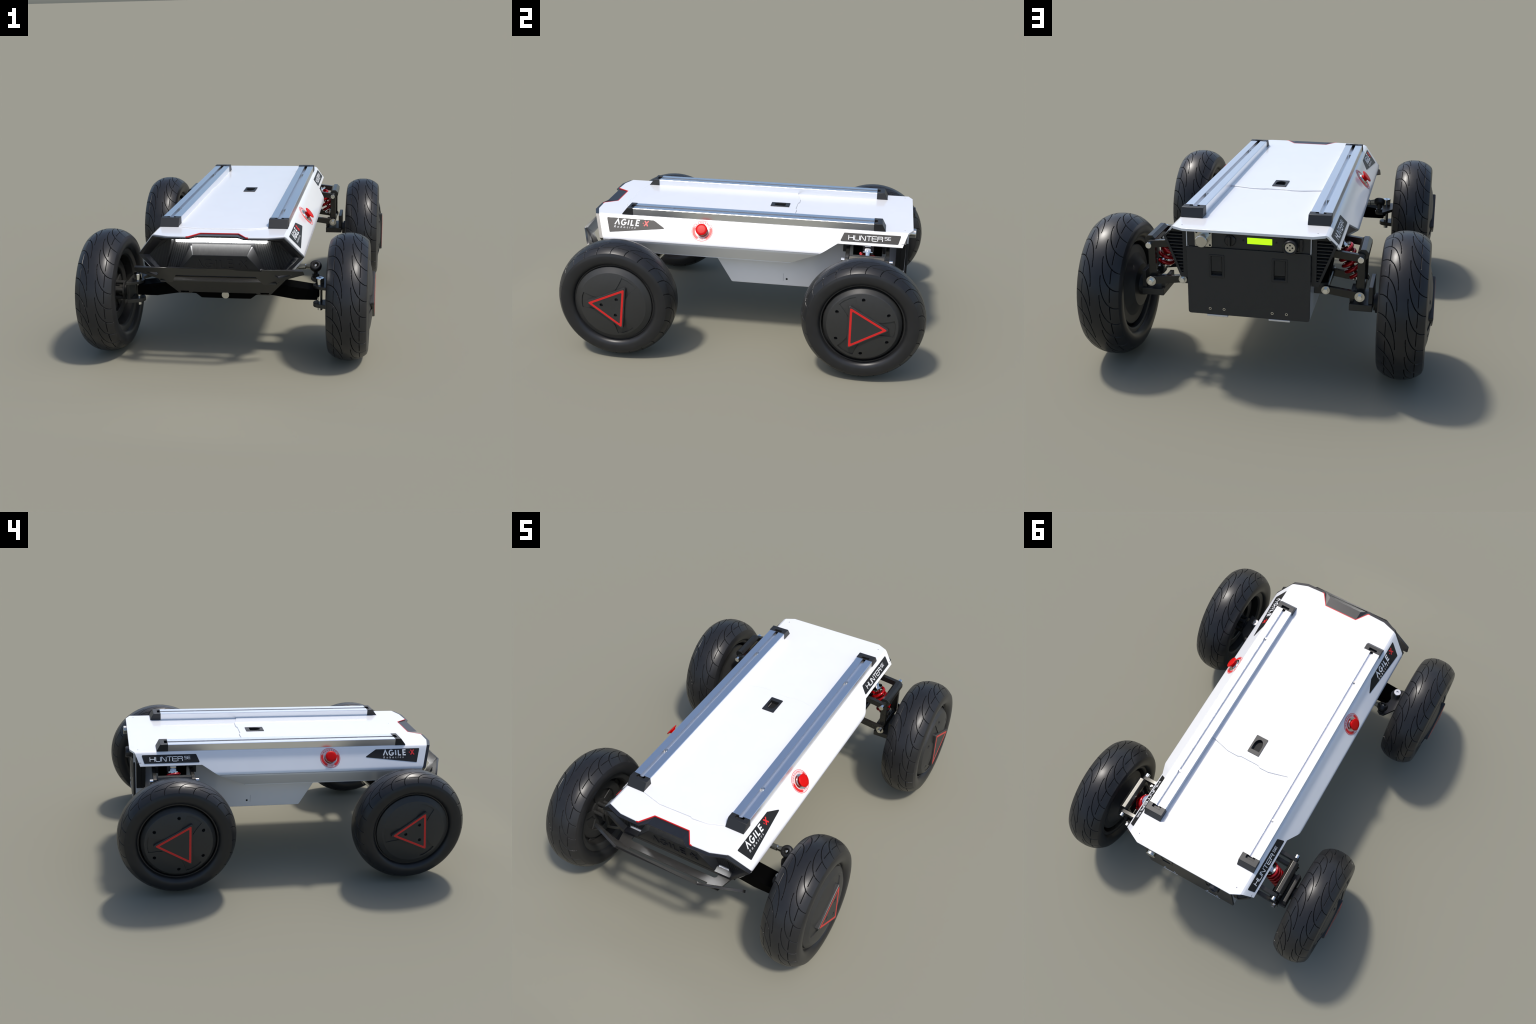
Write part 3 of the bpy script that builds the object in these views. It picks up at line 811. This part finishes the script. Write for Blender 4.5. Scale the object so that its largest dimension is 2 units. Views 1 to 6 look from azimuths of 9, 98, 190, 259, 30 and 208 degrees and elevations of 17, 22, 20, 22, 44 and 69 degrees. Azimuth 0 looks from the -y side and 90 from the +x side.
# ------------------------------------------------------------------ wheels
R = 0.328
AXLE_Z = 0.334
def tyre_mesh():
    # half section from crown to bead: (lateral, radius)
    crown = []
    HW, EDGE = 0.0955, 0.292
    ns = 140
    for i in range(ns + 1):
        s = -1 + 2 * i / ns
        crown.append((s * HW, R - (R - EDGE) * (0.55 * s * s + 0.45 * abs(s) ** 3.2), s))
    wall = [(0.0965, 0.2905), (0.0970, 0.2885), (0.1000, 0.2820), (0.1022, 0.274), (0.1030, 0.262), (0.1024, 0.249), (0.099, 0.238), (0.0925, 0.2285), (0.083, 0.2230), (0.077, 0.2205), (0.077, 0.214), (0.05, 0.21)]
    prof = [(-x, r, None) for x, r in wall[::-1]] + crown + [(x, r, None) for x, r in wall]
    NT, N = 1440, 24
    step = 2 * pi / N
    DELTA = math.radians(27)
    wr = 0.0017
    # groove polylines in (s>=0, phi) for the +side; the other side is its point mirror
    arcpts = []
    for i in range(25):
        t = i / 24 * pi / 2
        arcpts.append((0.22 + 0.79 * (1 - math.sin(t)), DELTA * (1 - math.cos(t))))
    def groove(s, phi):
        if s < 0:
            s, phi = -s, -phi
        x = s * 0.112                     # lateral distance along the surface
        best = 1.0
        fade = 1.0
        ph = phi % step
        for k in range(-1, 3):
            p = ph + k * step
            if p < -0.03 or p > DELTA + 0.03:
                continue
            # nearest point on the arc
            for (sa, pa), (sb, pb) in zip(arcpts, arcpts[1:]):
                if abs((pa + pb) / 2 - p) * R > 0.03 and abs((sa + sb) / 2 - s) * 0.112 > 0.03:
                    continue
                ax, ay, bx, by = sa * 0.112, pa * R, sb * 0.112, pb * R
                dx, dy = bx - ax, by - ay
                L2 = dx * dx + dy * dy
                q = max(0, min(1, ((x - ax) * dx + (p * R - ay) * dy) / L2)) if L2 else 0
                d = math.hypot(x - ax - dx * q, p * R - ay - dy * q)
                if d < best:
                    best = d
                    fade = 1.0 - 0.35 * max(0, (pa / DELTA) - 0.5)
        # dash
        pd = (phi - 0.20 * step) % step
        lo, hi = 0.22 * step, 0.98 * step
        c = min(max(pd, lo), hi)
        d = math.hypot(x - 0.66 * 0.112, (pd - c) * R)
        if d < best:
            best, fade = d, 0.85
        wd = wr * fade
        return min(1.0, (wd - best) / 0.0007) if best < wd else 0.0
    per = NT // N
    # one pitch of the pattern is computed, then repeated round the wheel
    tab = {}
    for j, (x, r, s) in enumerate(prof):
        if s is None or abs(s) < 0.15:
            continue
        for i in range(per):
            tab[(j, i)] = groove(s, (i / per) * step)
    bm = bmesh.new()
    rows = []
    for j, (x, r, s) in enumerate(prof):
        row = []
        for i in range(NT):
            phi = 2 * pi * i / NT
            g = tab.get((j, i % per), 0.0)
            rr = r - 0.006 * g
            row.append(bm.verts.new((x, -rr * math.cos(phi), rr * math.sin(phi))))
        rows.append(row)
    for A, B in zip(rows, rows[1:]):
        for i in range(NT):
            k = (i + 1) % NT
            bm.faces.new((A[i], A[k], B[k], B[i]))
    bmesh.ops.recalc_face_normals(bm, faces=bm.faces[:])
    for f_ in bm.faces:
        f_.smooth = True
    lim = math.radians(33)
    for e in bm.edges:
        if len(e.link_faces) == 2:
            e.smooth = e.calc_face_angle(0) < lim
    me = bpy.data.meshes.new("tyre")
    bm.to_mesh(me)
    bm.free()
    me.materials.append(M_TYRE)
    return me

TYRE = tyre_mesh()
X = (1, 0, 0)

def dome(r):
    pts = [(0.0, 0.1225), (0.05, 0.1220), (0.10, 0.1195), (0.15, 0.1120), (0.183, 0.1030), (0.3, 0.07)]
    for (r0, h0), (r1, h1) in zip(pts, pts[1:]):
        if r <= r1:
            return h0 + (h1 - h0) * (r - r0) / (r1 - r0)
    return 0.07

def hub_cap(rear, rot):
    o = revolve("hub_cap", [(0, 0.02), (0.206, 0.02), (0.2065, 0.058)] + ([(0.2055, 0.073), (0.203, 0.0804), (0.186, 0.1010)] if rear else [(0.2125, 0.060), (0.2125, 0.0825), (0.2105, 0.0865), (0.187, 0.1005)]) + [ (0.183, 0.1030), (0.150, 0.1120), (0.10, 0.1195), (0.05, 0.122), (0, 0.1225)], (0, 0, 0), X, M_HUB, n=96, angle=25)
    cs = []
    # wedge recesses beyond the badge corners
    for k in range(3):
        a = rot + k * 2 * pi / 3
        ca, sa = math.cos(a), math.sin(a)
        st = [(0.04, 0.036), (0.07, 0.036), (0.10, 0.037), (0.125, 0.039), (0.15, 0.044), (0.163, 0.047), (0.1705, 0.022)]
        vs = []
        for u, hw in st:
            for v, low in ((-hw, 1), (0, 1), (hw, 1), (hw, 0), (0, 0), (-hw, 0)):
                h = dome(math.hypot(u, v)) - 0.0042 if low else 0.145
                vs.append((h, u * ca - v * sa, u * sa + v * ca))
        fs = []
        for q in range(len(st) - 1):
            for m in range(6):
                b0, b1 = 6 * q + m, 6 * q + (m + 1) % 6
                fs.append((b0, b1, b1 + 6, b0 + 6))
        fs += [tuple(range(6)), tuple(range(6 * len(st) - 6, 6 * len(st)))]
        cs.append(poly_mesh("cutter", vs, fs, None))
    if rear:
        for k in range(6):
            a = math.radians(30 + 60 * k)
            cs.append(cyl("cutter", (0.085, 0.152 * math.cos(a), 0.152 * math.sin(a)), (0.13, 0.152 * math.cos(a), 0.152 * math.sin(a)), 0.0095, None, n=20))
    cut(o, cs)
    return o.data, o

def tri_points(rad, rot):
    return [(rad * math.cos(rot + k * 2 * pi / 3), rad * math.sin(rot + k * 2 * pi / 3)) for k in range(3)]

def yz(u, v, h):
    return (h, u, v)

def add_wheel(sx, y, xc, rot, rear):
    w = revolve("wheel", [(0.0, 0.0195), (0.206, 0.0195), (0.2135, 0.03), (0.2135, 0.078), (0.211, 0.078), (0.206, 0.035), (0.206, 0.018), (0.20, 0.014),
                          (0.205, -0.05), (0.212, -0.076), (0.2165, -0.077), (0.2165, -0.072), (0.207, -0.05), (0.21, 0.0)] if False else
                [(0.0, 0.0195), (0.208, 0.0195), (0.2095, 0.060), (0.214, 0.066), (0.2225, 0.067), (0.2225, 0.062), (0.212, 0.04), (0.212, -0.04), (0.2225, -0.072), (0.2225, -0.0785), (0.211, -0.0785), (0.204, -0.074), (0.202, -0.060), (0.201, -0.01), (0.0, -0.01)] if rear else [(0.0, 0.0195), (0.208, 0.0195), (0.2095, 0.060), (0.214, 0.066), (0.2225, 0.067), (0.2225, 0.062), (0.212, 0.04), (0.212, -0.04), (0.2225, -0.072), (0.2225, -0.0785), (0.211, -0.0785), (0.195, -0.072), (0.188, -0.062), (0.186, -0.01), (0.0, -0.01)],
                (0, 0, 0), X, M_HUB, n=96, angle=25)
    t = bpy.data.objects.new("tyre", TYRE)
    bpy.context.scene.collection.objects.link(t)
    t.parent = w
    _, cap = hub_cap(rear, rot)
    cap.parent = w
    # raised triangular badge with red outline
    top = 0.131 if not rear else 0.129
    tp = rounded(tri_points(0.146, rot), 0.010, 4)
    tr = prism("hub_badge", tp, yz, 0.099, top, M_HUB, w, bevel=0.006)
    if not rear:
        cs = []
        for u, v in tri_points(0.054, rot):
            cs.append(cyl("cutter", (top - 0.02, u, v), (top + 0.02, u, v), 0.0095, None, n=20))
        bake(tr)
        cut(tr, cs)
    plate("badge_outline", rounded(tri_points(0.130, rot), 0.006, 3), [rounded(tri_points(0.107, rot), 0.004, 3)], yz, top - 0.003, top + 0.0004, M_RED, w, bevel=0.0006)
    # inner side
    if rear:
        revolve("hub_motor", [(0, -0.125), (0.046, -0.125), (0.048, -0.101), (0.098, -0.100), (0.103, -0.096), (0.146, -0.066), (0.150, -0.065), (0.183, -0.064), (0.187, -0.060), (0.188, -0.0105), (0, -0.0105)], (0, 0, 0), X, M_HUB, w, n=72, angle=25)
    else:
        h = revolve("wheel_hub", [(0, -0.082), (0.052, -0.082), (0.052, -0.075), (0.024, -0.074), (0.024, -0.022), (0.060, -0.020), (0.062, -0.0105), (0, -0.0105)], (0, 0, 0), X, M_HUB, w, n=40, angle=25)
        revolve("wheel_drum", [(0.118, -0.0105), (0.118, -0.026), (0.122, -0.030), (0.162, -0.030), (0.167, -0.026), (0.168, -0.0105)], (0, 0, 0), X, M_HUB, w, n=72, angle=25, closed=True)
        for k in range(5):
            a = 2 * pi * k / 5 + 0.3
            c, s = math.cos(a), math.sin(a)
            cyl("wheel_lug", (-0.076, 0.042 * c, 0.042 * s), (-0.018, 0.042 * c, 0.042 * s), 0.011, M_HUB, w, n=18, bevel=0.002)
            pts = [(0.055, -0.018), (0.186, -0.024), (0.186, 0.024), (0.055, 0.018)]
            prism("wheel_spoke", pts, lambda u, v, h, c=c, s=s: (h, u * c - v * s, u * s + v * c), -0.020, -0.0105, M_HUB, w, bevel=0.003)
    w.location = (sx * xc, y, AXLE_Z)
    w.rotation_euler = (0, 0, 0 if sx > 0 else pi)
    return w

add_wheel(1, -0.667, 0.636, math.radians(174), False)
add_wheel(-1, -0.667, 0.636, math.radians(186), False)
add_wheel(1, 0.670, 0.656, 0.0, True)
add_wheel(-1, 0.670, 0.656, pi, True)

bpy.context.view_layer.update()
